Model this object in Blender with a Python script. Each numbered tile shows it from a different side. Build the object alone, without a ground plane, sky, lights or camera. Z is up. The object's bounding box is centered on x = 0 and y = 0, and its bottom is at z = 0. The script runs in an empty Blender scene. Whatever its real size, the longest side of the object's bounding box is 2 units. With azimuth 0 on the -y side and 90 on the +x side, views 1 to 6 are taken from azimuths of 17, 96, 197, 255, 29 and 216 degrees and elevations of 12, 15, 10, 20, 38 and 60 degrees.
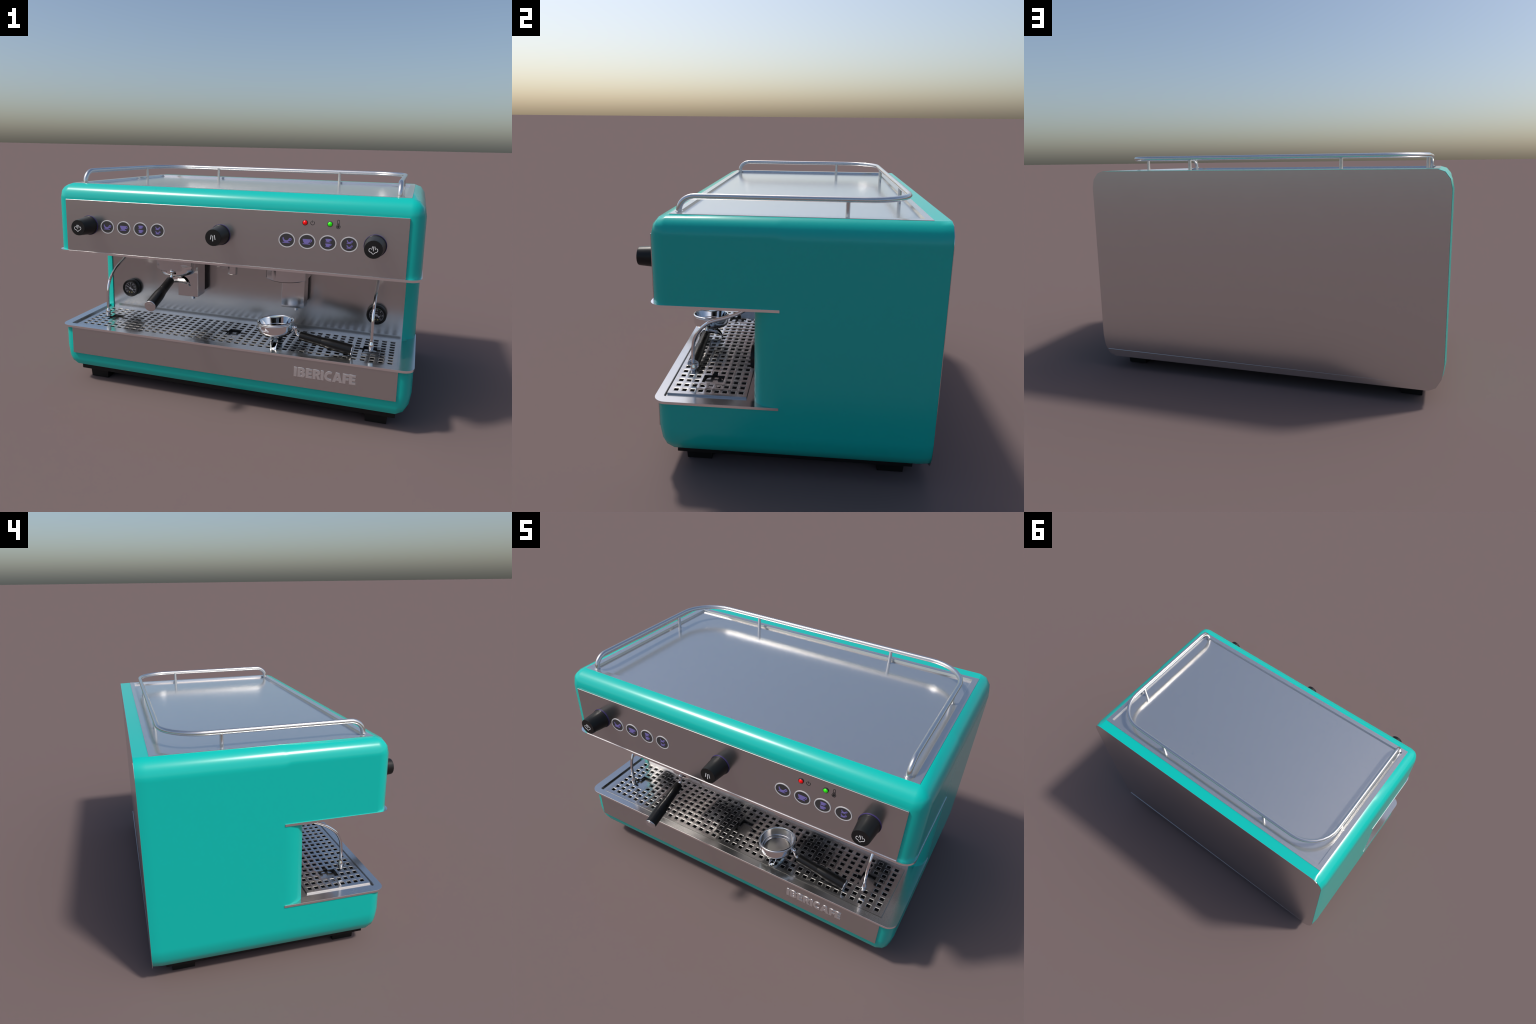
# Two-group espresso machine, built part by part (metres, z up, front faces -y).
import bpy, bmesh, math
from mathutils import Vector, Matrix
from math import sin, cos, pi, radians, atan2

scene = bpy.context.scene
COL = scene.collection


# ------------------------------------------------------------------ materials
def material(name, color, rough=0.4, metal=0.0, coat=0.0, emit=0.0, spec=0.5,
             grain=0.0, grain_scale=40.0, bump=0.0, bump_scale=300.0, stretch=(1, 1, 1)):
    m = bpy.data.materials.new(name)
    m.use_nodes = True
    nt = m.node_tree
    b = nt.nodes["Principled BSDF"]
    b.inputs["Base Color"].default_value = (*color, 1)
    b.inputs["Roughness"].default_value = rough
    b.inputs["Metallic"].default_value = metal
    b.inputs["Specular IOR Level"].default_value = spec
    b.inputs["Coat Weight"].default_value = coat
    b.inputs["Coat Roughness"].default_value = 0.08
    if emit:
        b.inputs["Emission Color"].default_value = (*color, 1)
        b.inputs["Emission Strength"].default_value = emit
    tc = nt.nodes.new("ShaderNodeTexCoord")
    mp = nt.nodes.new("ShaderNodeMapping")
    mp.inputs["Scale"].default_value = stretch
    nt.links.new(tc.outputs["Object"], mp.inputs["Vector"])
    if grain:
        n = nt.nodes.new("ShaderNodeTexNoise")
        n.inputs["Scale"].default_value = grain_scale
        n.inputs["Detail"].default_value = 3
        nt.links.new(mp.outputs["Vector"], n.inputs["Vector"])
        r = nt.nodes.new("ShaderNodeMapRange")
        r.inputs["To Min"].default_value = rough - grain
        r.inputs["To Max"].default_value = rough + grain
        nt.links.new(n.outputs["Fac"], r.inputs["Value"])
        nt.links.new(r.outputs["Result"], b.inputs["Roughness"])
    if bump:
        n2 = nt.nodes.new("ShaderNodeTexNoise")
        n2.inputs["Scale"].default_value = bump_scale
        nt.links.new(mp.outputs["Vector"], n2.inputs["Vector"])
        bp = nt.nodes.new("ShaderNodeBump")
        bp.inputs["Strength"].default_value = bump
        bp.inputs["Distance"].default_value = 0.001
        nt.links.new(n2.outputs["Fac"], bp.inputs["Height"])
        nt.links.new(bp.outputs["Normal"], b.inputs["Normal"])
    return m


TEAL = material("teal_enamel", (0.0, 0.475, 0.405), 0.22, grain=0.01, grain_scale=6)
STEEL = material("panel_steel", (0.61, 0.605, 0.60), 0.23, 0.975, grain=0.01, grain_scale=8)
BACK = material("back_steel", (0.66, 0.655, 0.645), 0.22, 0.975, grain=0.01, grain_scale=8)
WALL = material("splash_steel", (0.56, 0.555, 0.55), 0.22, 1.0, grain=0.01, grain_scale=8)  # base darkened to match the shade behind the groups
CUPTRAY = material("cup_tray_steel", (0.68, 0.675, 0.665), 0.17, 0.87, grain=0.01, grain_scale=12)
TRAY = material("tray_steel", (0.68, 0.68, 0.675), 0.17, 0.965, grain=0.015, grain_scale=12)
GRATE = material("grate_steel", (0.64, 0.63, 0.62), 0.17, 0.97, grain=0.03, grain_scale=20,
                 bump=0.10, bump_scale=35)
GRATE_RIM = material("grate_hole_rim", (0.44, 0.43, 0.42), 0.50, 0.95)  # darker than the sheet to tone down sun glints on hole edges
TRIM = material("trim_steel", (0.98, 0.97, 0.97), 0.18, 1.0)
RAIL = material("rail_steel", (0.72, 0.71, 0.70), 0.24, 0.96, grain=0.01)
CHROME = material("chrome", (0.86, 0.86, 0.86), 0.06, 1.0)
SATIN = material("group_steel", (0.70, 0.69, 0.69), 0.14, 0.93)
FLOORM = material("basket_floor", (0.50, 0.49, 0.47), 0.32, 0.75, grain=0.03)
BLACK = material("black_rubber", (0.006, 0.006, 0.006), 0.55, spec=0.3, grain=0.05)
KNOB = material("knob_plastic", (0.010, 0.010, 0.010), 0.38, spec=0.3, grain=0.03)
GRIP = material("grip_plastic", (0.005, 0.005, 0.005), 0.28, spec=0.3, grain=0.02)
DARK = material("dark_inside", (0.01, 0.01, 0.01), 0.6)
RINGW = material("button_ring", (0.58, 0.57, 0.58), 0.4, grain=0.02)
BUTTON = material("button_face", (0.042, 0.040, 0.041), 0.45, grain=0.02)
PURPLE = material("icon_purple", (0.20, 0.165, 0.46), 0.45, grain=0.02)
PURPLE_D = material("ring_purple", (0.05, 0.03, 0.16), 0.4)
WHITE = material("mark_white", (0.80, 0.80, 0.80), 0.45)
INK = material("mark_dark", (0.012, 0.012, 0.013), 0.5)
RED = material("lamp_red", (0.85, 0.0, 0.0), 0.2, emit=0.25)
GREEN = material("lamp_green", (0.03, 0.75, 0.005), 0.2, emit=0.25)
DIAL = material("dial_black", (0.010, 0.010, 0.011), 0.35)
DIALMARK = material("dial_marks", (0.42, 0.42, 0.46), 0.5)
DIALYEL = material("dial_yellow", (0.42, 0.36, 0.12), 0.5)
DIALGRN = material("dial_green", (0.03, 0.16, 0.05), 0.5)
LETTER = material("letter_steel", (0.80, 0.78, 0.78), 0.34, 0.90)
MARKMETAL = material("etched_mark", (0.9, 0.9, 0.92), 0.35)


# ------------------------------------------------------------------ helpers
def empty(name, parent=None, loc=(0, 0, 0)):
    o = bpy.data.objects.new(name, None)
    o.location = loc
    COL.objects.link(o)
    if parent:
        o.parent = parent
    return o


def add(name, mesh, mat, parent, smooth=None, loc=(0, 0, 0), matrix=None):
    """mesh/bmesh -> object; smooth = angle in degrees under which edges are smooth"""
    if isinstance(mesh, bmesh.types.BMesh):
        bm = mesh
        if smooth is not None:
            lim = radians(smooth)
            for f in bm.faces:
                f.smooth = True
            for e in bm.edges:
                e.smooth = not (len(e.link_faces) == 2 and e.calc_face_angle(0) > lim)
        mesh = bpy.data.meshes.new(name)
        bm.to_mesh(mesh)
        bm.free()
    mesh.name = name
    if mat is not None and not mesh.materials:
        mesh.materials.append(mat)
    o = bpy.data.objects.new(name, mesh)
    COL.objects.link(o)
    o.parent = parent
    if matrix is not None:
        o.matrix_local = matrix
    else:
        o.location = loc
    if smooth is not None and name != "housing":
        wn = o.modifiers.new("wn", 'WEIGHTED_NORMAL')
        wn.keep_sharp = True
        wn.weight = 70
    return o


def copy_of(o, parent, loc=None, matrix=None):
    c = o.copy()
    c.parent = parent
    COL.objects.link(c)
    if matrix is not None:
        c.matrix_local = matrix
    elif loc is not None:
        c.location = loc
    return c


def box_bm(x0, x1, y0, y1, z0, z1, bevel=0.0, seg=2, bm=None):
    own = bm is None
    if own:
        bm = bmesh.new()
    vs = [bm.verts.new((x, y, z)) for x in (x0, x1) for y in (y0, y1) for z in (z0, z1)]
    for idx in ((0, 1, 3, 2), (4, 6, 7, 5), (0, 4, 5, 1), (2, 3, 7, 6), (0, 2, 6, 4), (1, 5, 7, 3)):
        bm.faces.new([vs[i] for i in idx])
    if bevel and own:
        bmesh.ops.bevel(bm, geom=bm.edges[:], offset=bevel, segments=seg, profile=0.5, affect='EDGES')
    return bm


def lathe_bm(profile, seg=48, axis='Z', caps=True, bm=None):
    """profile: list of (radius, height); revolve about the axis"""
    bm = bm or bmesh.new()
    rings = []
    for r, h in profile:
        if r < 1e-6:
            p = (0, 0, h)
            rings.append([bm.verts.new(p)])
        else:
            rings.append([bm.verts.new((r * cos(2 * pi * i / seg), r * sin(2 * pi * i / seg), h)) for i in range(seg)])
    for a, b in zip(rings, rings[1:]):
        for i in range(seg):
            j = (i + 1) % seg
            if len(a) == 1 and len(b) == 1:
                continue
            if len(a) == 1:
                bm.faces.new((a[0], b[j], b[i]))
            elif len(b) == 1:
                bm.faces.new((a[i], a[j], b[0]))
            else:
                bm.faces.new((a[i], a[j], b[j], b[i]))
    if caps:
        for ring in (rings[0], rings[-1]):
            if len(ring) > 2:
                bm.faces.new(ring)
    bmesh.ops.recalc_face_normals(bm, faces=bm.faces[:])
    return bm


def tube_bm(pts, radius, seg=14, caps=True, bm=None):
    """sweep a circle along a polyline; radius is a number or a list"""
    bm = bm or bmesh.new()
    pts = [Vector(p) for p in pts]
    n = len(pts)
    rad = radius if isinstance(radius, (list, tuple)) else [radius] * n
    tang = []
    for i in range(n):
        t = pts[min(i + 1, n - 1)] - pts[max(i - 1, 0)]
        tang.append(t.normalized())
    up = Vector((0, 0, 1)) if abs(tang[0].z) < 0.9 else Vector((0, 1, 0))
    nrm = tang[0].cross(up).normalized()
    rings = []
    for i in range(n):
        if i:
            nrm = (nrm - tang[i] * nrm.dot(tang[i])).normalized()
        bi = tang[i].cross(nrm)
        rings.append([bm.verts.new(pts[i] + (nrm * cos(2 * pi * k / seg) + bi * sin(2 * pi * k / seg)) * rad[i])
                      for k in range(seg)])
    for a, b in zip(rings, rings[1:]):
        for k in range(seg):
            j = (k + 1) % seg
            bm.faces.new((a[k], a[j], b[j], b[k]))
    if caps:
        bm.faces.new(rings[0])
        bm.faces.new(rings[-1])
    bmesh.ops.recalc_face_normals(bm, faces=bm.faces[:])
    return bm


def smooth_path(ctrl, per=8):
    """Catmull-Rom through control points"""
    P = [Vector(c) for c in ctrl]
    P = [P[0] * 2 - P[1]] + P + [P[-1] * 2 - P[-2]]
    out = []
    for i in range(1, len(P) - 2):
        for k in range(per):
            t = k / per
            a, b, c, d = P[i - 1:i + 3]
            out.append(0.5 * ((2 * b) + (c - a) * t + (2 * a - 5 * b + 4 * c - d) * t * t + (3 * b - a - 3 * c + d) * t ** 3))
    out.append(P[-2])
    return out


def loops_mesh(loops, height, bevel=0.0):
    """filled flat shape (outer loops and holes, even-odd) of a given thickness; faces +w"""
    cu = bpy.data.curves.new("shape", 'CURVE')
    cu.dimensions = '2D'
    cu.fill_mode = 'BOTH'
    cu.extrude = height / 2
    cu.bevel_depth = bevel
    cu.bevel_resolution = 1
    for lp in loops:
        s = cu.splines.new('POLY')
        s.points.add(len(lp) - 1)
        for p, q in zip(s.points, lp):
            p.co = (q[0], q[1], 0, 1)
        s.use_cyclic_u = True
    return curve_to_mesh(cu)


def curve_to_mesh(cu):
    o = bpy.data.objects.new("tmp_curve", cu)
    COL.objects.link(o)
    bpy.context.view_layer.update()
    dg = bpy.context.evaluated_depsgraph_get()
    me = bpy.data.meshes.new_from_object(o.evaluated_get(dg))
    bpy.data.objects.remove(o)
    bpy.data.curves.remove(cu)
    return me


def text_mesh(body, size, height):
    cu = bpy.data.curves.new("txt", 'FONT')
    cu.body = body
    cu.size = size
    cu.extrude = height / 2
    cu.align_x = 'CENTER'
    cu.align_y = 'CENTER'
    return curve_to_mesh(cu)


def arc(cx, cy, r, a0, a1, n=12, ry=None):
    ry = r if ry is None else ry
    return [(cx + r * cos(radians(a0 + (a1 - a0) * i / n)), cy + ry * sin(radians(a0 + (a1 - a0) * i / n)))
            for i in range(n + 1)]


def circle(cx, cy, r, n=32, ry=None):
    return arc(cx, cy, r, 0, 360, n, ry)[:-1]


def stroke(pts, w):
    """outline of an open stroke of width w"""
    P = [Vector((p[0], p[1])) for p in pts]
    L, R = [], []
    for i in range(len(P)):
        t = (P[min(i + 1, len(P) - 1)] - P[max(i - 1, 0)]).normalized()
        nn = Vector((-t.y, t.x)) * (w / 2)
        L.append(tuple(P[i] + nn))
        R.append(tuple(P[i] - nn))
    return L + R[::-1]


FACE_FRONT = Matrix.Rotation(radians(90), 4, 'X')       # (u,v,w) -> (u,-w,v)


def front_at(x, y, z):
    return Matrix.Translation((x, y, z)) @ FACE_FRONT


# ================================================================== MACHINE
machine = empty("espresso_machine")
machine["label"] = "turquoise two-group espresso machine with steel panels and cup rail"
machine["category"] = "espresso machine"

W = 0.9965           # half width of the enamel body
YF, YB = -0.480, 0.736
Z0, Z1 = 0.086, 1.180
R = 0.071
YN = 0.066           # depth of the working recess (to where the trims end)
YP = -0.045          # front of the side pillars
ZL, ZH = 0.352, 0.800


# ---- enamel housing: C-shaped side profile, three-step rounded edges
def build_housing():
    bm = bmesh.new()
    prof = [(YB, Z0), (YF, Z0), (YF, ZL), (YN, ZL), (YN, ZH), (YF, ZH), (YF, Z1), (YB, Z1)]
    left = [bm.verts.new((-W, y, z)) for y, z in prof]
    right = [bm.verts.new((W, y, z)) for y, z in prof]
    bm.faces.new(left)
    bm.faces.new(right[::-1])
    n = len(prof)
    for i in range(n):
        j = (i + 1) % n
        bm.faces.new((left[j], left[i], right[i], right[j]))
    bmesh.ops.recalc_face_normals(bm, faces=bm.faces[:])
    sel = []
    for e in bm.edges:
        a, b = e.verts[0].co, e.verts[1].co
        d = b - a
        mid = (a + b) / 2
        if abs(d.x) > 0.1:                               # along x: top front, bottom front
            if abs(mid.y - YF) < 1e-4 and (abs(mid.z - Z1) < 1e-4 or abs(mid.z - Z0) < 1e-4):
                sel.append(e)
        elif abs(d.y) > 0.1:                             # along y: top and bottom sides
            if abs(mid.z - Z1) < 1e-4 or abs(mid.z - Z0) < 1e-4:
                sel.append(e)
        elif abs(mid.y - YF) < 1e-4:                     # vertical front corners
            sel.append(e)
    bmesh.ops.bevel(bm, geom=sel, offset=R, segments=3, profile=0.5, affect='EDGES')
    # the top is open under the cup tray, the base under the drip tray: sink those faces
    topf = max((f for f in bm.faces if f.calc_center_median().z > Z1 - 0.001), key=lambda f: f.calc_area())
    bmesh.ops.inset_region(bm, faces=[topf], thickness=0.0005)
    for v in topf.verts:
        v.co.x = math.copysign(0.923, v.co.x)
        v.co.y = 0.665 if v.co.y > 0 else -0.399
    for f in bmesh.ops.extrude_discrete_faces(bm, faces=[topf])['faces']:
        for v in f.verts:
            v.co.z = Z1 - 0.03
    basf = max((f for f in bm.faces if abs(f.calc_center_median().z - ZL) < 0.001), key=lambda f: f.calc_area())
    bmesh.ops.inset_region(bm, faces=[basf], thickness=0.010, use_even_offset=True)
    for f in bmesh.ops.extrude_discrete_faces(bm, faces=[basf])['faces']:
        for v in f.verts:
            v.co.z = 0.30
    # the shoulder is a little deeper over the rear half than over the head; the back edge draws in slightly
    for yc in (0.040, 0.072, YB - 0.050):
        bmesh.ops.bisect_plane(bm, geom=bm.verts[:] + bm.edges[:] + bm.faces[:], plane_co=(0, yc, 0), plane_no=(0, 1, 0))
    for v in bm.verts:
        if abs(v.co.z - (Z1 - 0.03)) < 1e-4 or abs(v.co.z - 0.30) < 1e-4:
            continue
        if v.co.z > Z1 - R - 0.002:
            v.co.z = Z1 - (Z1 - v.co.z) * (1.14 if v.co.y < 0.06 else 1.32)
        elif v.co.z < Z0 + R + 0.002:
            v.co.z = Z0 + (v.co.z - Z0) * 1.85
        elif abs(v.co.z - ZL) < 1e-4:
            v.co.z = 0.349
        if v.co.y > YB - 0.001:
            v.co.x *= 0.9915
    # side pillars between the trims
    for s in (-1, 1):
        pl = [(0.925, YN)] + [(0.925, YP)]
        for i in range(4):
            a = radians(90 * i / 3)
            pl.append((W - R + R * sin(a), YP + 0.085 - 0.085 * cos(a)))
        pl.append((W, YN))
        lo = [bm.verts.new((s * x, y, ZL - 0.007)) for x, y in pl]
        hi = [bm.verts.new((s * x, y, ZH + 0.004)) for x, y in pl]
        m = len(pl)
        fs = []
        for i in range(m):
            j = (i + 1) % m
            fs.append(bm.faces.new((lo[i], lo[j], hi[j], hi[i])))
        fs.append(bm.faces.new(lo))
        fs.append(bm.faces.new(hi))
        bmesh.ops.recalc_face_normals(bm, faces=fs)
    o = add("housing", bm, TEAL, machine, smooth=55)
    wn = o.modifiers.new("wn", 'WEIGHTED_NORMAL')
    wn.keep_sharp = True
    wn.weight = 60
    return o


build_housing()


# ---- steel back panel with the same silhouette, and the slightly skewed kick strip at its foot
def back_outline(w, z0, z1, rx, rzt, rzb):
    pts = []
    for cx, cz, rz, a0 in ((w - rx, z1 - rzt, rzt, 90), (w - rx, z0 + rzb, rzb, 0),
                           (-w + rx, z0 + rzb, rzb, -90), (-w + rx, z1 - rzt, rzt, -180)):
        for i in range(4):
            a = radians(a0 - 30 * i)
            pts.append((cx + rx * cos(a), cz + rz * sin(a)))
    return pts


bm = bmesh.new()
ol = back_outline(W * 0.9915 - 0.0003, Z0 - 0.012, Z1 - 0.0008, R, R * 1.32, R * 1.85)
ol = [(x + 0.0015, z) for x, z in ol]          # the plate sits a little off centre
f0 = [bm.verts.new((x, YB - 0.001, z)) for x, z in ol]
f1 = [bm.verts.new((x, YB + 0.0012, z)) for x, z in ol]
for i in range(len(ol)):
    j = (i + 1) % len(ol)
    bm.faces.new((f0[i], f0[j], f1[j], f1[i]))
bm.faces.new(f0)
bm.faces.new(f1)
bmesh.ops.recalc_face_normals(bm, faces=bm.faces[:])
add("back_panel", bm, BACK, machine, smooth=30)

bm = bmesh.new()
kz = lambda x: 0.110 + 0.006 * x
pr = lambda x: YB + 0.0013 + 0.0028 * max(0.0, (x + 0.9) / 1.85)
xs = [-0.88, -0.5, 0.0, 0.5, 0.900, 0.945, 0.962]
zb = [0.0775, 0.0775, 0.0775, 0.0775, 0.0775, 0.095, 0.111]
rows = []
for x, z in zip(xs, zb):
    rows.append([bm.verts.new((x, yy, zz)) for yy, zz in
                 ((YB + 0.001, z), (pr(x), z), (pr(x), max(kz(x), z + 0.002)), (YB + 0.001, max(kz(x), z + 0.002)))])
for a, b in zip(rows, rows[1:]):
    for k in range(4):
        j = (k + 1) % 4
        bm.faces.new((a[k], a[j], b[j], b[k]))
bm.faces.new(rows[0])
bm.faces.new(rows[-1])
bmesh.ops.recalc_face_normals(bm, faces=bm.faces[:])
add("kick_strip", bm, BACK, machine)

# ---- front steel panels
for nm, z0, z1 in (("front_panel", 0.8065, 1.095), ("apron_panel", 0.189, 0.3445)):
    add(nm, box_bm(-0.925, 0.925, -0.4865, -0.474, z0, z1, 0.0012, 1), STEEL, machine)

# ---- splash wall behind the groups
add("splash_wall", box_bm(-0.9275, 0.9275, -0.038, 0.05, 0.33, 0.797), WALL, machine)


# ---- steel trims (plates whose rounded edge shows between enamel parts)
def rounded_front_loop(w, yf, yb, r, n=8):
    pts = [(w, yb)]
    pts += [(w - r + r * cos(radians(-a)), yf + r + r * sin(radians(-a))) for a in [90 * i / n for i in range(n + 1)]]
    pts += [(-w + r - r * sin(radians(a)), yf + r - r * cos(radians(a))) for a in [90 * i / n for i in range(n + 1)]]
    pts += [(-w, yb)]
    return pts


def slab(loop, z0, z1):
    bm = bmesh.new()
    lo = [bm.verts.new((x, y, z0)) for x, y in loop]
    hi = [bm.verts.new((x, y, z1)) for x, y in loop]
    n = len(loop)
    for i in range(n):
        j = (i + 1) % n
        bm.faces.new((lo[i], lo[j], hi[j], hi[i]))
    bm.faces.new(lo)
    bm.faces.new(hi)
    bmesh.ops.recalc_face_normals(bm, faces=bm.faces[:])
    return bm


upper = slab(rounded_front_loop(0.9995, -0.4895, YN, 0.060), 0.7945, 0.8065)
add("upper_trim", upper, TRIM, machine, smooth=35)

# ---- drip tray: rounded lip, sunk basin
lip = rounded_front_loop(1.0, -0.4915, YN, 0.056)
inn = rounded_front_loop(0.953, -0.4535, -0.012, 0.012)
ZT, ZFL = 0.3575, 0.3462
bm = bmesh.new()
lo = [bm.verts.new((x, y, ZT - 0.0125)) for x, y in lip]
hi = [bm.verts.new((x, y, ZT)) for x, y in lip]
it = [bm.verts.new((x, y, ZT)) for x, y in inn]
ib = [bm.verts.new((x, y, ZFL)) for x, y in inn]
n = len(lip)
for i in range(n):
    j = (i + 1) % n
    bm.faces.new((lo[i], lo[j], hi[j], hi[i]))
    bm.faces.new((hi[i], hi[j], it[j], it[i]))
    bm.faces.new((it[i], it[j], ib[j], ib[i]))
# floor ring, then a well below the grate
well = [(0.905, -0.092), (0.905, -0.436), (-0.905, -0.436), (-0.905, -0.092)]
wt = [bm.verts.new((x, y, ZFL)) for x, y in well]
wb = [bm.verts.new((x, y, 0.325)) for x, y in well]
for i in range(4):
    j = (i + 1) % 4
    bm.faces.new((wt[i], wt[j], wb[j], wb[i]))
bm.faces.new(wb)
h = n // 2
m1, m2 = 1 + 4, n - 2 - 4
bm.faces.new(ib[0:m1 + 1] + [wt[1], wt[0]])
bm.faces.new(ib[m1:m2 + 1] + [wt[2], wt[1]])
bm.faces.new(ib[m2:n] + [wt[3], wt[2]])
bm.faces.new([ib[n - 1], ib[0], wt[0], wt[3]])
bmesh.ops.recalc_face_normals(bm, faces=bm.faces[:])
tray = add("drip_tray", bm, TRAY, machine, smooth=35)
# bright outer edge strip of the tray lip
edge = bmesh.new()
e0 = [edge.verts.new((x * 1.0003, y - 0.0004, ZT - 0.0120)) for x, y in lip]
e1 = [edge.verts.new((x * 1.0003, y - 0.0004, ZT - 0.0006)) for x, y in lip]
e2 = [edge.verts.new((x * 0.9985, y + 0.0010, ZT - 0.0120)) for x, y in lip]
e3 = [edge.verts.new((x * 0.9985, y + 0.0010, ZT - 0.0006)) for x, y in lip]
for i in range(n - 1):
    edge.faces.new((e0[i], e0[i + 1], e1[i + 1], e1[i]))
    edge.faces.new((e2[i], e3[i], e3[i + 1], e2[i + 1]))
    edge.faces.new((e1[i], e1[i + 1], e3[i + 1], e3[i]))
    edge.faces.new((e0[i], e2[i], e2[i + 1], e0[i + 1]))
bmesh.ops.recalc_face_normals(edge, faces=edge.faces[:])
add("lip_edge", edge, TRIM, tray, smooth=35)


# ---- perforated grate: 40 x 9 square holes with dished rims, three round finger holes
def build_grate():
    NX, NY = 40, 9
    px, py = 2 * 0.881 / (NX - 1), 0.0377
    cxs = [-0.881 + px * i for i in range(NX)]
    cys = [-0.4125 + py * i for i in range(NY)]
    ZG = 0.3545
    ho, hi_ = 0.0139, 0.0108            # half size of the rim and of the hole
    x0, x1, y0, y1 = -0.917, 0.917, -0.4455, -0.0825
    finger = [(-0.768, -0.2617), (0.0, -0.2617), (0.768, -0.2617)]
    bm = bmesh.new()
    cache = {}

    def V(x, y, z):
        k = (round(x, 5), round(y, 5), round(z, 5))
        if k not in cache:
            cache[k] = bm.verts.new(k)
        return cache[k]

    bx, by = [x0], [y0]
    for c in cxs:
        bx += [c - ho, c + ho]
    for c in cys:
        by += [c - ho * 0.92, c + ho * 0.92]
    bx.append(x1)
    by.append(y1)
    for i in range(len(bx) - 1):
        for j in range(len(by) - 1):
            xa, xb, ya, yb = bx[i], bx[i + 1], by[j], by[j + 1]
            cx, cy = (xa + xb) / 2, (ya + yb) / 2
            hole = (i % 2 == 1 and j % 2 == 1)
            near = min(math.hypot(cx - f[0], cy - f[1]) for f in finger)
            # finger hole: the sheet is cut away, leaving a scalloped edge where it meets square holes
            if near < 0.046:
                continue
            q = [(xa, ya), (xb, ya), (xb, yb), (xa, yb)]
            if not hole:
                bm.faces.new([V(x, y, ZG) for x, y in q])
                continue
            iq = [(cx - hi_, cy - hi_ * 0.92), (cx + hi_, cy - hi_ * 0.92), (cx + hi_, cy + hi_ * 0.92), (cx - hi_, cy + hi_ * 0.92)]
            for k in range(4):
                m = (k + 1) % 4
                bm.faces.new((V(*q[k], ZG), V(*q[m], ZG), V(*iq[m], ZG - 0.0020), V(*iq[k], ZG - 0.0020))).material_index = 1
    # turn the open edges of the finger holes and the outer border down
    border = [e for e in bm.edges if len(e.link_faces) == 1 and e.verts[0].co.z > ZG - 0.0005 and e.verts[1].co.z > ZG - 0.0005]
    ret = bmesh.ops.extrude_edge_only(bm, edges=border)
    for v in [g for g in ret['geom'] if isinstance(g, bmesh.types.BMVert)]:
        v.co.z = ZG - 0.0080
    for f in [g for g in ret['geom'] if isinstance(g, bmesh.types.BMFace)]:
        c = f.calc_center_median()
        if x0 + 0.01 < c.x < x1 - 0.01 and y0 + 0.01 < c.y < y1 - 0.01:
            f.material_index = 2  # cut edges painted black to give the holes their inner shadow
    bmesh.ops.recalc_face_normals(bm, faces=bm.faces[:])
    g = add("grate", bm, GRATE, tray, smooth=40)
    g.data.materials.append(GRATE_RIM)
    g.data.materials.append(DARK)
    # thin black plate below the holes
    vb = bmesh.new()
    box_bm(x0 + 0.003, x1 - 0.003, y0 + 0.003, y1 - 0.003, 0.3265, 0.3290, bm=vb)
    add("grate_dark_plate", vb, DARK, tray)
    for i, f in enumerate(finger):
        add("finger_plate", lathe_bm([(0, 0), (0.052, 0), (0.052, 0.0015), (0, 0.0015)], 24), TRAY, tray,
            loc=(f[0], f[1], 0.3350))
    return g


build_grate()

# ---- base slab and feet
base = add("base_slab", box_bm(-0.925, 0.925, -0.405, 0.667, 0.0590, 0.0890, 0.0015, 1), BLACK, machine)
fb = bmesh.new()
lo = [fb.verts.new((x, y, 0)) for x, y in ((-.055, -.058), (.055, -.058), (.055, .058), (-.055, .058))]
hi = [fb.verts.new((x * 1.09, y * 1.06, 0.0615)) for x, y in ((-.055, -.058), (.055, -.058), (.055, .058), (-.055, .058))]
for i in range(4):
    j = (i + 1) % 4
    fb.faces.new((lo[i], lo[j], hi[j], hi[i]))
fb.faces.new(lo[::-1])
fb.faces.new(hi)
foot = add("foot", fb, BLACK, machine, loc=(-0.829, -0.311, 0))
for x, y in ((0.829, -0.311), (-0.829, 0.577), (0.829, 0.577)):
    copy_of(foot, machine, loc=(x, y, 0))

# ================================================================== TOP
# ---- cup tray: flat rim and shallow sunk floor
PX, PYF, PYB = 0.925, -0.401, 0.667
IX, IYF, IYB = 0.895, -0.373, 0.638
zt, zf = Z1 + 0.0018, Z1 - 0.0105
bm = bmesh.new()
o4 = [(-PX, PYF), (PX, PYF), (PX, PYB), (-PX, PYB)]
i4 = [(-IX, IYF), (IX, IYF), (IX, IYB), (-IX, IYB)]
A = [bm.verts.new((x, y, Z1 - 0.02)) for x, y in o4]
B = [bm.verts.new((x, y, zt)) for x, y in o4]
C = [bm.verts.new((x, y, zt)) for x, y in i4]
D = [bm.verts.new((x - math.copysign(0.0035, x), y - math.copysign(0.0035, y - 0.13), zf)) for x, y in i4]
for i in range(4):
    j = (i + 1) % 4
    bm.faces.new((A[i], A[j], B[j], B[i]))
    bm.faces.new((B[i], B[j], C[j], C[i]))
    bm.faces.new((C[i], C[j], D[j], D[i]))
bm.faces.new(D)
bmesh.ops.recalc_face_normals(bm, faces=bm.faces[:])
cup_tray = add("cup_tray", bm, CUPTRAY, machine)

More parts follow.
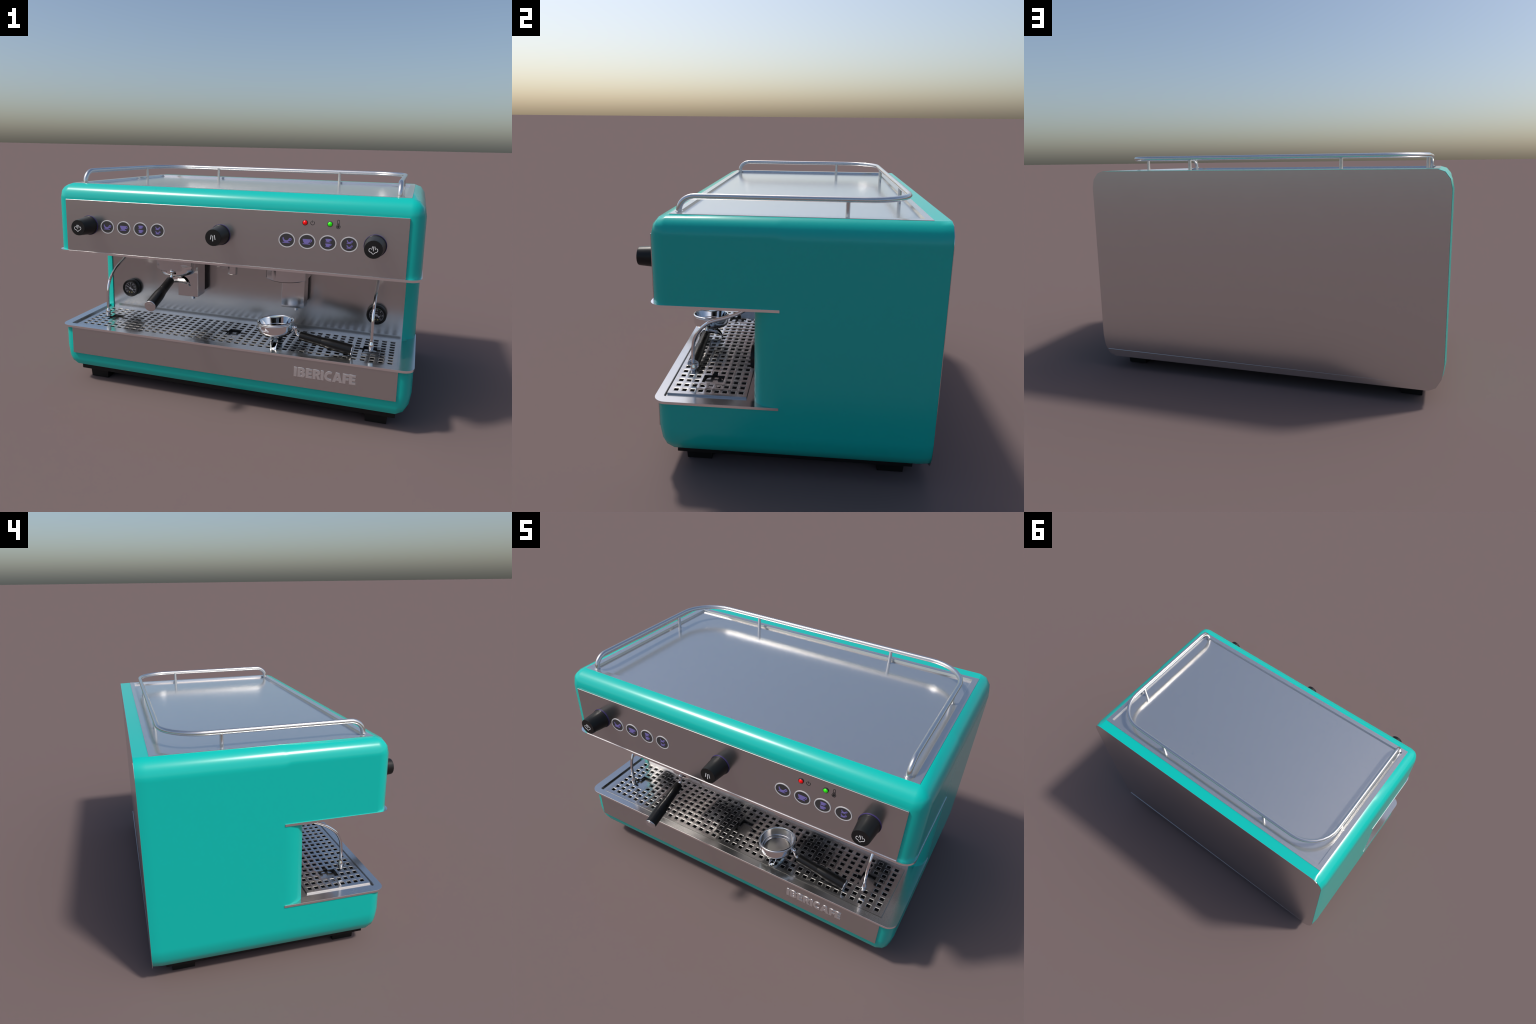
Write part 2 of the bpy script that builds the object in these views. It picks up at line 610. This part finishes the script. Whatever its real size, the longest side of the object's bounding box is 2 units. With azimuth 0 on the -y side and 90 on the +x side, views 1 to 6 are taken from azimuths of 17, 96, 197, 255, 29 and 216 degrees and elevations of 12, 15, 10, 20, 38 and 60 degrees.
# ---- cup rail: tube round three sides, dropping to the tray at the front
RX, RY, RZ, RR = 0.867, 0.604, 1.2475, 0.206
path = [(RX, -0.374, zt - 0.012)]
for i in range(0, 9):
    a = radians(90 * i / 8)
    path.append((RX, -0.374 + 0.070 - 0.070 * cos(a), RZ - 0.060 + 0.060 * sin(a)))
for i in range(0, 9):
    a = radians(90 * i / 8)
    path.append((RX - RR + RR * cos(a), RY - RR + RR * sin(a), RZ))
path += [(-x, y, z) for x, y, z in path[::-1]]
rail = add("cup_rail", tube_bm(path, 0.0125, 20), RAIL, machine, smooth=60)
post_bm = lathe_bm([(0.0098, 0), (0.0098, RZ - zf - 0.004)], 16)
post = add("rail_post", post_bm, RAIL, rail, smooth=50, loc=(-0.434, RY - 0.006, zf))
for x, y in ((0.434, RY - 0.006), (-RX + 0.006, 0.331), (RX - 0.006, 0.331)):
    copy_of(post, rail, loc=(x, y, zf))
collar = add("rail_collar", lathe_bm([(0.0165, 0), (0.0165, 0.003), (0.013, 0.0045)], 20), RAIL, rail, smooth=40,
             loc=(-RX, -0.374, zt))
copy_of(collar, rail, loc=(RX, -0.374, zt))

# ================================================================== FRONT CONTROLS
YPAN = -0.4865


# ---- knobs with steam / water marks
def steam_mark():
    lp = []
    cl = [(-0.0125, 0.0075), (-0.0185, 0.0035), (-0.0195, -0.0035), (-0.0165, -0.0090), (-0.0095, -0.0110), (-0.0055, -0.0150),
          (-0.0005, -0.0190), (0.0050, -0.0155), (0.0085, -0.0120), (0.0150, -0.0095), (0.0195, -0.0035), (0.0185, 0.0035), (0.0130, 0.0078)]
    lp.append(stroke([tuple(p)[:2] for p in smooth_path([(x, y, 0) for x, y in cl], 4)], 0.0024))
    lp.append(stroke([(-0.0045, 0.0160), (-0.0078, 0.0010)], 0.0024))
    lp.append(stroke([(0.0005, 0.0165), (0.0000, -0.0055)], 0.0024))
    lp.append(stroke([(0.0060, 0.0160), (0.0093, 0.0010)], 0.0024))
    return loops_mesh(lp, 0.0008)


def water_mark():
    return loops_mesh([stroke([(-0.0125, -0.008), (-0.008, 0.015)], 0.0034),
                       stroke([(0.0, -0.0165), (0.0, 0.0115)], 0.0034),
                       stroke([(0.0125, -0.008), (0.008, 0.015)], 0.0034)], 0.0008)


knob_prof = [(0.0525, 0.0), (0.0525, 0.0085), (0.0510, 0.0100), (0.0498, 0.0105), (0.0485, 0.030), (0.0430, 0.0985),
             (0.0415, 0.1030), (0.0, 0.1042)]
knob_mesh = None
steam_me, water_me = steam_mark(), water_mark()
for x, me in ((-0.777, steam_me), (0.0, water_me), (0.777, steam_me)):
    if knob_mesh is None:
        k = add("knob", lathe_bm(knob_prof, 20), KNOB, machine, smooth=50, matrix=front_at(x, YPAN - 0.0005, 0.957))
        knob_mesh = k
        ring0 = add("knob_ring", lathe_bm([(0.0540, 0), (0.0540, 0.0028), (0.050, 0.0028)], 32), PURPLE_D, k, smooth=40)
    else:
        k = copy_of(knob_mesh, machine, matrix=front_at(x, YPAN - 0.0005, 0.957))
        copy_of(ring0, k)
    add("knob_mark", me, WHITE, k, loc=(0, -0.001, 0.1048))


# ---- dose buttons
def cup_loops(cx, cy, s, half=False):
    """pictogram of a cup on a saucer; half = only part filled (scooped top)"""
    L = -0.023
    Rr = 0.0135
    T = 0.0115
    pts = []
    if half:
        pts += [(L + 0.001, T + 0.001)]
        pts += [(L + 0.0065, T + 0.0005)]
        pts += arc(-0.0035, T - 0.0005, 0.0135, 188, 345, 10, 0.0125)
        pts += [(Rr - 0.002, T - 0.001), (Rr + 0.002, T - 0.0005)]
    else:
        pts += [(L, T), (Rr + 0.002, T)]
    pts += [(Rr + 0.0015, T - 0.006)]
    pts += [(0.0105, -0.003), (0.006, -0.008), (0.003, -0.0098)]
    pts += [(-0.0105, -0.0098), (-0.0145, -0.008), (-0.019, -0.003), (L + 0.001, T - 0.006)]
    handle_o = [(Rr, T - 0.0005), (0.0195, T - 0.0005), (0.0235, T - 0.004), (0.0225, 0.001), (0.017, -0.004), (0.0105, -0.004)]
    handle_i = [(0.0140, T - 0.0045), (0.0185, T - 0.0045), (0.0195, T - 0.0065), (0.0185, 0.0025), (0.0155, 0.0), (0.0135, 0.0)]
    sauc = [(-0.0225, -0.0105), (0.0145, -0.0105), (0.0145, -0.0145), (-0.0225, -0.0145)]
    tr = lambda lp: [(cx + s * p[0], cy + s * p[1]) for p in lp]
    return tr(pts), tr(handle_o), tr(handle_i), tr(sauc)


def cup_icon(kind):
    bits = []
    if kind in ("full", "half"):
        sets = [cup_loops(0.0, 0.0, 1.0, kind == "half")]
    else:
        sets = [cup_loops(0.002, 0.0125, 0.64, kind == "twin_half"), cup_loops(0.002, -0.0105, 0.64, kind == "twin_half")]
    bm = bmesh.new()
    for i, (b, ho, hi, sa) in enumerate(sets):
        for loops, h in (([b], 0.0010), ([ho, hi], 0.0008), ([sa], 0.0012)):
            me = loops_mesh(loops, h)
            bm.from_mesh(me)
            bpy.data.meshes.remove(me)
    me = bpy.data.meshes.new("cup_mark")
    bm.to_mesh(me)
    bm.free()
    return me


icons = [cup_icon(k) for k in ("half", "full", "twin", "twin_half")]
ring_me = loops_mesh([circle(0, 0, 0.0415, 40, 0.0368), circle(0, 0, 0.0370, 40, 0.0325)], 0.0016, 0.0003)
disc_me = loops_mesh([circle(0, 0, 0.0374, 40, 0.0329)], 0.0014)
for x0 in (-0.6625, 0.3495):
    for i in range(4):
        b = add("dose_button", disc_me, BUTTON, machine, matrix=front_at(x0 + 0.1017 * i, YPAN - 0.0006, 0.9545))
        add("button_rim", ring_me, RINGW, b, loc=(0, 0, 0.0004))
        add("cup_mark", icons[i], PURPLE, b, loc=(0.001, 0, 0.0009))

# ---- indicator lamps and their symbols
for nm, x, mat in (("red_lamp", 0.438, RED), ("green_lamp", 0.5595, GREEN)):
    bez = add("lamp_bezel", lathe_bm([(0.0135, 0), (0.0135, 0.003), (0.0115, 0.004), (0.0108, 0.002)], 28), INK, machine, smooth=40,
              matrix=front_at(x, YPAN - 0.0004, 1.0465))
    add(nm, lathe_bm([(0.0112, 0.0005), (0.0108, 0.0035), (0.0085, 0.0065), (0.0045, 0.0085), (0, 0.009)], 24), mat, bez, smooth=60)
pw = [stroke(arc(0, -0.001, 0.0095, 122, 418, 20), 0.0024), stroke([(0, 0.0005), (0, 0.0115)], 0.0026)]
add("power_symbol", loops_mesh(pw, 0.0006), INK, machine, matrix=front_at(0.4745, YPAN - 0.0005, 1.0475))
th_o = arc(0, -0.0125, 0.0105, 125, 415, 18) + arc(0, 0.0155, 0.006, 0, 180, 8)
th_i = arc(0, -0.0125, 0.0078, 118, 422, 18) + arc(0, 0.0155, 0.0036, 0, 180, 8)
bulb = arc(0, -0.0125, 0.0058, 110, 430, 16) + [(0.002, 0.004), (-0.002, 0.004)]
add("thermometer_symbol", loops_mesh([th_o, th_i], 0.0006), INK, machine, matrix=front_at(0.599, YPAN - 0.0005, 1.048))
add("thermometer_symbol", loops_mesh([bulb], 0.0006), INK, machine, matrix=front_at(0.599, YPAN - 0.0005, 1.048))


# ---- raised lettering on the apron (heavy sans capitals drawn as outlines)
def letter(ch):
    H, S = 0.0505, 0.0155
    t = 0.0112                       # thickness of horizontal bars
    if ch == 'I':
        return [[(0, 0), (S, 0), (S, H), (0, H)]]
    if ch in 'EF':
        w = 0.0325
        if ch == 'E':
            return [[(0, 0), (w, 0), (w, t), (S, t), (S, H / 2 - t / 2), (w - .002, H / 2 - t / 2), (w - .002, H / 2 + t / 2),
                     (S, H / 2 + t / 2), (S, H - t), (w, H - t), (w, H), (0, H)]]
        return [[(0, 0), (S, 0), (S, H / 2 - t / 2 - .002), (w - .002, H / 2 - t / 2 - .002), (w - .002, H / 2 + t / 2 - .002),
                 (S, H / 2 + t / 2 - .002), (S, H - t), (w, H - t), (w, H), (0, H)]]
    if ch == 'B':
        out = [(0, 0), (0.024, 0)] + arc(0.024, 0.0142, 0.0165, -90, 62, 8, 0.0142) + arc(0.0235, 0.0375, 0.0145, -45, 90, 8, 0.013) + [(0, H)]
        h1 = [(S - .001, 0.0105), (0.021, 0.0105)] + arc(0.021, 0.0155, 0.0050, -90, 90, 6) + [(S - .001, 0.0205)]
        h2 = [(S - .001, 0.0310), (0.020, 0.0310)] + arc(0.020, 0.0355, 0.0045, -90, 90, 6) + [(S - .001, 0.0400)]
        return [out, h1, h2]
    if ch == 'R':
        out = [(0, 0), (S, 0), (S, 0.0185), (0.0185, 0.0185), (0.0255, 0), (0.0415, 0), (0.0330, 0.0180), (0.0295, 0.0218)] + \
            arc(0.0225, 0.0360, 0.0155, -50, 90, 8, 0.0145) + [(0, H)]
        h = [(S - .001, 0.0285), (0.0195, 0.0285)] + arc(0.0195, 0.0342, 0.0056, -90, 90, 6) + [(S - .001, 0.0399)]
        return [out, h]
    if ch == 'C':
        out = arc(0.0270, H / 2, 0.0270, 62, 298, 18, H / 2 + 0.0008)
        inn = arc(0.0290, H / 2, 0.0150, 295, 65, 14, H / 2 - 0.0115)
        return [out + inn]
    if ch == 'A':
        w = 0.0515
        out = [(0, 0), (0.0160, 0), (0.0187, 0.0095), (w - 0.0187, 0.0095), (w - 0.0160, 0), (w, 0), (w / 2 + 0.0095, H), (w / 2 - 0.0095, H)]
        h = [(0.0215, 0.0195), (w - 0.0215, 0.0195), (w / 2, 0.0375)]
        return [out, h]


word = [('I', .410), ('B', .4295), ('E', .4725), ('R', .5085), ('I', .5495), ('C', .5675), ('A', .6085), ('F', .6605), ('E', .6930)]
lbm = bmesh.new()
for ch, x in word:
    me = loops_mesh(letter(ch), 0.006)
    me.transform(Matrix.Translation((x, 0.2465, 0)))
    lbm.from_mesh(me)
    bpy.data.meshes.remove(me)
add("lettering", lbm, LETTER, machine, matrix=front_at(0, YPAN + 0.0006, 0))

# ================================================================== UNDER THE HEAD
# ---- group heads
for s in (-1, 1):
    plan = [(-0.108, 0.130), (-0.108, -0.020)]
    plan += arc(-0.078, -0.030, 0.030, 180, 235, 5)
    plan += [(0.098 * sin(radians(a)) * 1.0, -0.010 - 0.097 * cos(radians(a))) for a in range(-48, 49, 8)]
    plan += arc(0.078, -0.030, 0.030, -55, 0, 5)
    plan += [(0.108, -0.020), (0.108, 0.130)]
    bm = bmesh.new()
    rows = []
    for z, k in ((0.7235, 0.965), (0.7245, 0.990), (0.7270, 1.0), (0.80, 1.0)):
        rows.append([bm.verts.new((x * k, y * k, z)) for x, y in plan])
    for p, q in zip(rows, rows[1:]):
        for a in range(len(plan)):
            b = (a + 1) % len(plan)
            bm.faces.new((p[a], p[b], q[b], q[a]))
    bm.faces.new(rows[0])
    bmesh.ops.recalc_face_normals(bm, faces=bm.faces[:])
    g = add("group_head", bm, SATIN, machine, smooth=40, loc=(0.322 * s, -0.330, 0))
    add("gap_shadow_ring", lathe_bm([(0, 0.7195), (0.0965, 0.7195), (0.0965, 0.726)], 40), BLACK, g, smooth=40)  # black ring drawing the shadow line of the gap above the portafilter
    sb = add("spout_box", box_bm(-0.0645, 0.0645, -0.186, -0.081, 0.516, 0.80, 0.0015, 1), SATIN, machine, loc=(0.321 * s, 0, 0))
    add("box_rear_dark_block", box_bm(-0.063, 0.063, -0.0812, -0.036, 0.535, 0.80), BLACK, sb)
    add("drip_nozzle", lathe_bm([(0.0085, 0.012), (0.0085, 0.0), (0.0115, 0.0), (0.0135, 0.029)], 20, caps=False), CHROME, sb, smooth=40,
        loc=(0.010, -0.132, 0.489))

# ---- hot water outlet
ho = add("water_outlet", lathe_bm([(0.020, 0.73), (0.020, 0.709), (0.026, 0.709), (0.0275, 0.712), (0.0275, 0.80)], 10, caps=False),
         SATIN, machine, smooth=20, loc=(0.002, -0.300, 0))

# ---- steam wands
for s, yv in ((-1, -0.329), (1, -0.355)):
    x = 0.780 * s
    ctrl = [(x, -0.062, 0.800), (x, -0.085, 0.740), (x, -0.130, 0.703), (x, -0.195, 0.676), (x, yv + 0.085, 0.651), (x, yv + 0.035, 0.610),
            (x, yv + 0.008, 0.560), (x, yv, 0.505), (x, yv, 0.44)]
    p = smooth_path(ctrl, 6)
    wv = add("steam_wand", tube_bm(p, 0.0082, 14), CHROME, machine, smooth=60)
    tip = lathe_bm([(0.0075, 0.052), (0.0085, 0.045), (0.0125, 0.036), (0.0145, 0.026), (0.0135, 0.016), (0.0115, 0.010), (0.0125, 0.006),
                    (0.0115, 0.0), (0.0, 0.0)], 18, caps=False)
    add("wand_tip", tip, CHROME, wv, smooth=45, loc=(x, yv, 0.386))
    add("wand_collar", lathe_bm([(0.0155, 0.786), (0.0155, 0.797)], 20), CHROME, wv, smooth=40, loc=(x, -0.064, 0))


# ---- pressure gauges
def gauge(x, numerals, green):
    g = add("pressure_gauge", lathe_bm([(0.053, 0.0), (0.0560, 0.004), (0.0560, 0.031), (0.0540, 0.0365), (0.0490, 0.0375), (0.0455, 0.035),
                                        (0.0440, 0.031), (0.0, 0.031)], 40), KNOB, machine, smooth=40,
            matrix=front_at(x, -0.039, 0.490))
    add("dial", lathe_bm([(0, 0.0312), (0.0437, 0.0312), (0.0437, 0.0318), (0, 0.0318)], 40), DIAL, g)
    zd = 0.0322
    marks = bmesh.new()

    def put(me):
        marks.from_mesh(me)
        bpy.data.meshes.remove(me)
    put(loops_mesh([stroke(arc(0, 0, 0.0385, 228, -48, 40), 0.0010)], 0.0005))
    for i, t in enumerate(numerals):
        a = radians(225 - 270 * i / (len(numerals) - 1))
        put(loops_mesh([stroke([(0.0385 * cos(a), 0.0385 * sin(a)), (0.0335 * cos(a), 0.0335 * sin(a))], 0.0018)], 0.0005))
        tm = text_mesh(t, 0.0125, 0.0005)
        tm.transform(Matrix.Translation((0.0285 * cos(a), 0.0285 * sin(a), 0)))
        put(tm)
    tm = text_mesh("bar", 0.0105, 0.0005)
    tm.transform(Matrix.Translation((0, 0.0150, 0)))
    put(tm)
    mm = bpy.data.meshes.new("dial_marks")
    marks.to_mesh(mm)
    marks.free()
    add("dial_marks", mm, DIALMARK, g, loc=(0, 0, zd))
    for dx in (-0.0085, 0.0085):
        add("dial_dot", loops_mesh([circle(dx, -0.026, 0.0040, 12)], 0.0005), DIALYEL, g, loc=(0, 0, zd))
    if green:
        add("dial_zone", loops_mesh([stroke(arc(0, 0, 0.0395, 90, 52, 8), 0.0018)], 0.0006), DIALGRN, g, loc=(0, 0, zd))
    a = radians(151)
    d, nv = Vector((cos(a), sin(a))), Vector((-sin(a), cos(a)))
    P = lambda u, v: tuple(d * u + nv * v)
    needle = [P(0.034, 0.0), P(0.031, 0.0013), P(0.004, 0.0016), P(-0.006, 0.0022), P(-0.019, 0.0062), P(-0.0205, 0.0), P(-0.019, -0.0062),
              P(-0.006, -0.0022), P(0.004, -0.0016), P(0.031, -0.0013)]
    add("needle", loops_mesh([needle], 0.0012), WHITE_N, g, loc=(0, 0, zd + 0.0016))
    add("needle_hub", lathe_bm([(0.0068, 0), (0.0068, 0.003), (0.002, 0.0034), (0.0018, 0.002), (0, 0.002)], 20), WHITE_N, g, smooth=40,
        loc=(0, 0, zd))


WHITE_N = material("needle_grey", (0.46, 0.46, 0.50), 0.4)
gauge(-0.779, ["0", "2", "4", "6", "8", "10", "12", "14", "16"][:9], False)
gauge(0.779, ["0", ".5", "1", "1.5", "2", "2.5", "3"], True)


# ================================================================== PORTAFILTERS
def portafilter(root, matrix=None):
    """local frame: rim centre at the origin, handle along +x, z up"""
    basket_prof = [(0.0, -0.062), (0.0715, -0.062), (0.0735, -0.060), (0.0750, -0.055), (0.0765, -0.0475), (0.0785, -0.0465), (0.0805, -0.044),
                   (0.0865, -0.006), (0.0880, -0.0012), (0.0905, 0.0), (0.0945, -0.0012), (0.0968, -0.0045), (0.0965, -0.0085), (0.0945, -0.0100),
                   (0.0945, -0.0120), (0.0958, -0.0132), (0.0955, -0.040), (0.0940, -0.0500), (0.0900, -0.0595), (0.0825, -0.0665), (0.070, -0.0705), (0.040, -0.0725), (0.0, -0.073)]
    basket_prof = [(r * 1.03, h) for r, h in basket_prof]
    if matrix is not None:                    # locked in the machine: the bowl itself is the part
        root = bk = add("portafilter", lathe_bm(basket_prof, 56, caps=False), CHROME, root, smooth=50, matrix=matrix)
    else:
        bk = add("filter_basket", lathe_bm(basket_prof, 56, caps=False), CHROME, root, smooth=50)
    add("basket_floor", lathe_bm([(0, -0.0618), (0.0730, -0.0618), (0.0730, -0.0612), (0, -0.0612)], 40), FLOORM, root)
    # locking lugs
    for ang in (48, 228):
        lb = bmesh.new()
        n = 6
        rows = []
        for i in range(n + 1):
            a = radians(ang - 14 + 28 * i / n)
            rows.append([lb.verts.new((r * cos(a), r * sin(a), z)) for r, z in ((0.096, -0.013), (0.1075, -0.014), (0.1075, -0.0255), (0.096, -0.029))])
        for p, q in zip(rows, rows[1:]):
            for k in range(4):
                m = (k + 1) % 4
                lb.faces.new((p[k], p[m], q[m], q[k]))
        lb.faces.new(rows[0])
        lb.faces.new(rows[-1])
        bmesh.ops.recalc_face_normals(lb, faces=lb.faces[:])
        add("lug", lb, CHROME, root, smooth=40)
    # raised arrow and dash on the band
    mk = bmesh.new()
    mb = [[(-0.0095, 0.0035), (0.0085, 0.0035), (-0.0065, 0.0145)], [(-0.021 + 0.0335 * i / 10, -0.0035) for i in range(11)] + [(0.0125 - 0.0335 * i / 10, 0.0005) for i in range(11)]]
    for lp in mb:
        me = loops_mesh([lp], 0.001)
        for v in me.vertices:
            a = radians(256) + v.co.x / 0.0985
            r = 0.0988 + v.co.z
            v.co = (r * cos(a), r * sin(a), v.co.y - 0.034)
        mk.from_mesh(me)
        bpy.data.meshes.remove(me)
    add("band_mark", mk, MARKMETAL, root)
    # neck: ball, then an S bend down to the grip
    neck = smooth_path([(0.090, 0, -0.032), (0.098, 0, -0.0335), (0.106, 0, -0.041), (0.109, 0, -0.056), (0.114, 0, -0.070), (0.124, 0, -0.0785), (0.138, 0, -0.0825)], 6)
    nk = add("neck", tube_bm(neck, 0.0080, 14), CHROME, root, smooth=60)
    ball = bmesh.new()
    bmesh.ops.create_uvsphere(ball, u_segments=18, v_segments=12, radius=0.0125)
    bmesh.ops.translate(ball, verts=ball.verts[:], vec=(0.1035, 0, -0.0375))
    add("neck_ball", ball, CHROME, root, smooth=80)
    add("neck_boss", tube_bm([(0.088, 0, -0.032), (0.098, 0, -0.0335)], [0.017, 0.0135], 18), CHROME, root, smooth=50)
    # spout: hub and a split open chute to both sides
    hub = add("spout_hub", lathe_bm([(0.017, -0.070), (0.0175, -0.078), (0.0215, -0.083), (0.0205, -0.092), (0.0, -0.096)], 24, caps=False), CHROME, root, smooth=60)
    for s in (-1, 1):
        ctr = smooth_path([(0, 0.0, -0.0865), (0, 0.022 * s, -0.0885), (0, 0.044 * s, -0.100), (0, 0.059 * s, -0.1195), (0, 0.067 * s, -0.1425)], 6)
        sp = bmesh.new()
        rows = []
        m = 10
        N = len(ctr)
        for i, c in enumerate(ctr):
            t = (ctr[min(i + 1, N - 1)] - ctr[max(i - 1, 0)]).normalized()
            u = i / (N - 1)
            belly = Vector((-0.013, c.y * 0.985, -0.1265 - 0.0165 * u ** 1.5))
            deep = belly - c
            hw = 0.0175 + 0.0040 * sin(pi * min(1, u * 1.15)) - 0.004 * u
            row = []
            for ro in (1.0, 0.86):
                for k in range(m + 1):
                    a = pi * k / m
                    row.append(sp.verts.new(c + Vector((1, 0, 0)) * hw * ro * cos(a) + deep * ro * sin(a) ** 0.8))
            rows.append(row)
        L = m + 1
        for p, q in zip(rows, rows[1:]):
            for k in range(m):
                sp.faces.new((p[k], p[k + 1], q[k + 1], q[k]))
                sp.faces.new((p[L + k], q[L + k], q[L + k + 1], p[L + k + 1]))
            sp.faces.new((p[0], q[0], q[L], p[L]))
            sp.faces.new((p[m], p[L + m], q[L + m], q[m]))
        for p in (rows[0], rows[-1]):
            for k in range(m):
                sp.faces.new((p[k], p[k + 1], p[L + k + 1], p[L + k]))
        bmesh.ops.recalc_face_normals(sp, faces=sp.faces[:])
        add("spout", sp, CHROME, root, smooth=50)
    # grip: black handle with a swell, chrome end cap
    tilt = radians(13.2)
    M = Matrix.Translation((0.128, 0, -0.0805)) @ Matrix.Rotation(radians(90) + tilt, 4, 'Y')
    hp = [(0.0, 0.0), (0.0180, 0.0), (0.0215, 0.003), (0.0222, 0.020), (0.0222, 0.070), (0.0228, 0.110), (0.0231, 0.1195), (0.0227, 0.1205), (0.0234, 0.1215),
          (0.0250, 0.140), (0.0272, 0.162), (0.0279, 0.180), (0.0279, 0.2785), (0.0, 0.2785)]
    hp = [(r * 1.06, h) for r, h in hp]
    hd = add("handle", lathe_bm(hp, 36, caps=False), GRIP, root, smooth=40, matrix=M)
    cap = add("handle_cap", lathe_bm([(0.0288, 0.2786), (0.0292, 0.2800), (0.0290, 0.2825), (0.0273, 0.2845), (0.0, 0.2849)], 36, caps=False), SATIN, root, smooth=60, matrix=M)
    cm = loops_mesh([stroke(arc(0, 0, 0.0170, 130, 230, 14), 0.0022)], 0.0004)
    add("cap_mark", cm, TRIM, root, matrix=M @ Matrix.Translation((0, 0, 0.2851)))
    return bk


portafilter(machine, Matrix.Translation((-0.312, -0.330, 0.760)) @ Matrix.Rotation(radians(-90 + 5), 4, 'Z'))

pf2 = empty("portafilter", None, (0.275, -0.372, 0.4970))
pf2.rotation_euler = (0, radians(-4.6), radians(-1.0))
pf2["label"] = "loose chrome portafilter with twin spout and black handle"
pf2["category"] = "portafilter"
portafilter(pf2)
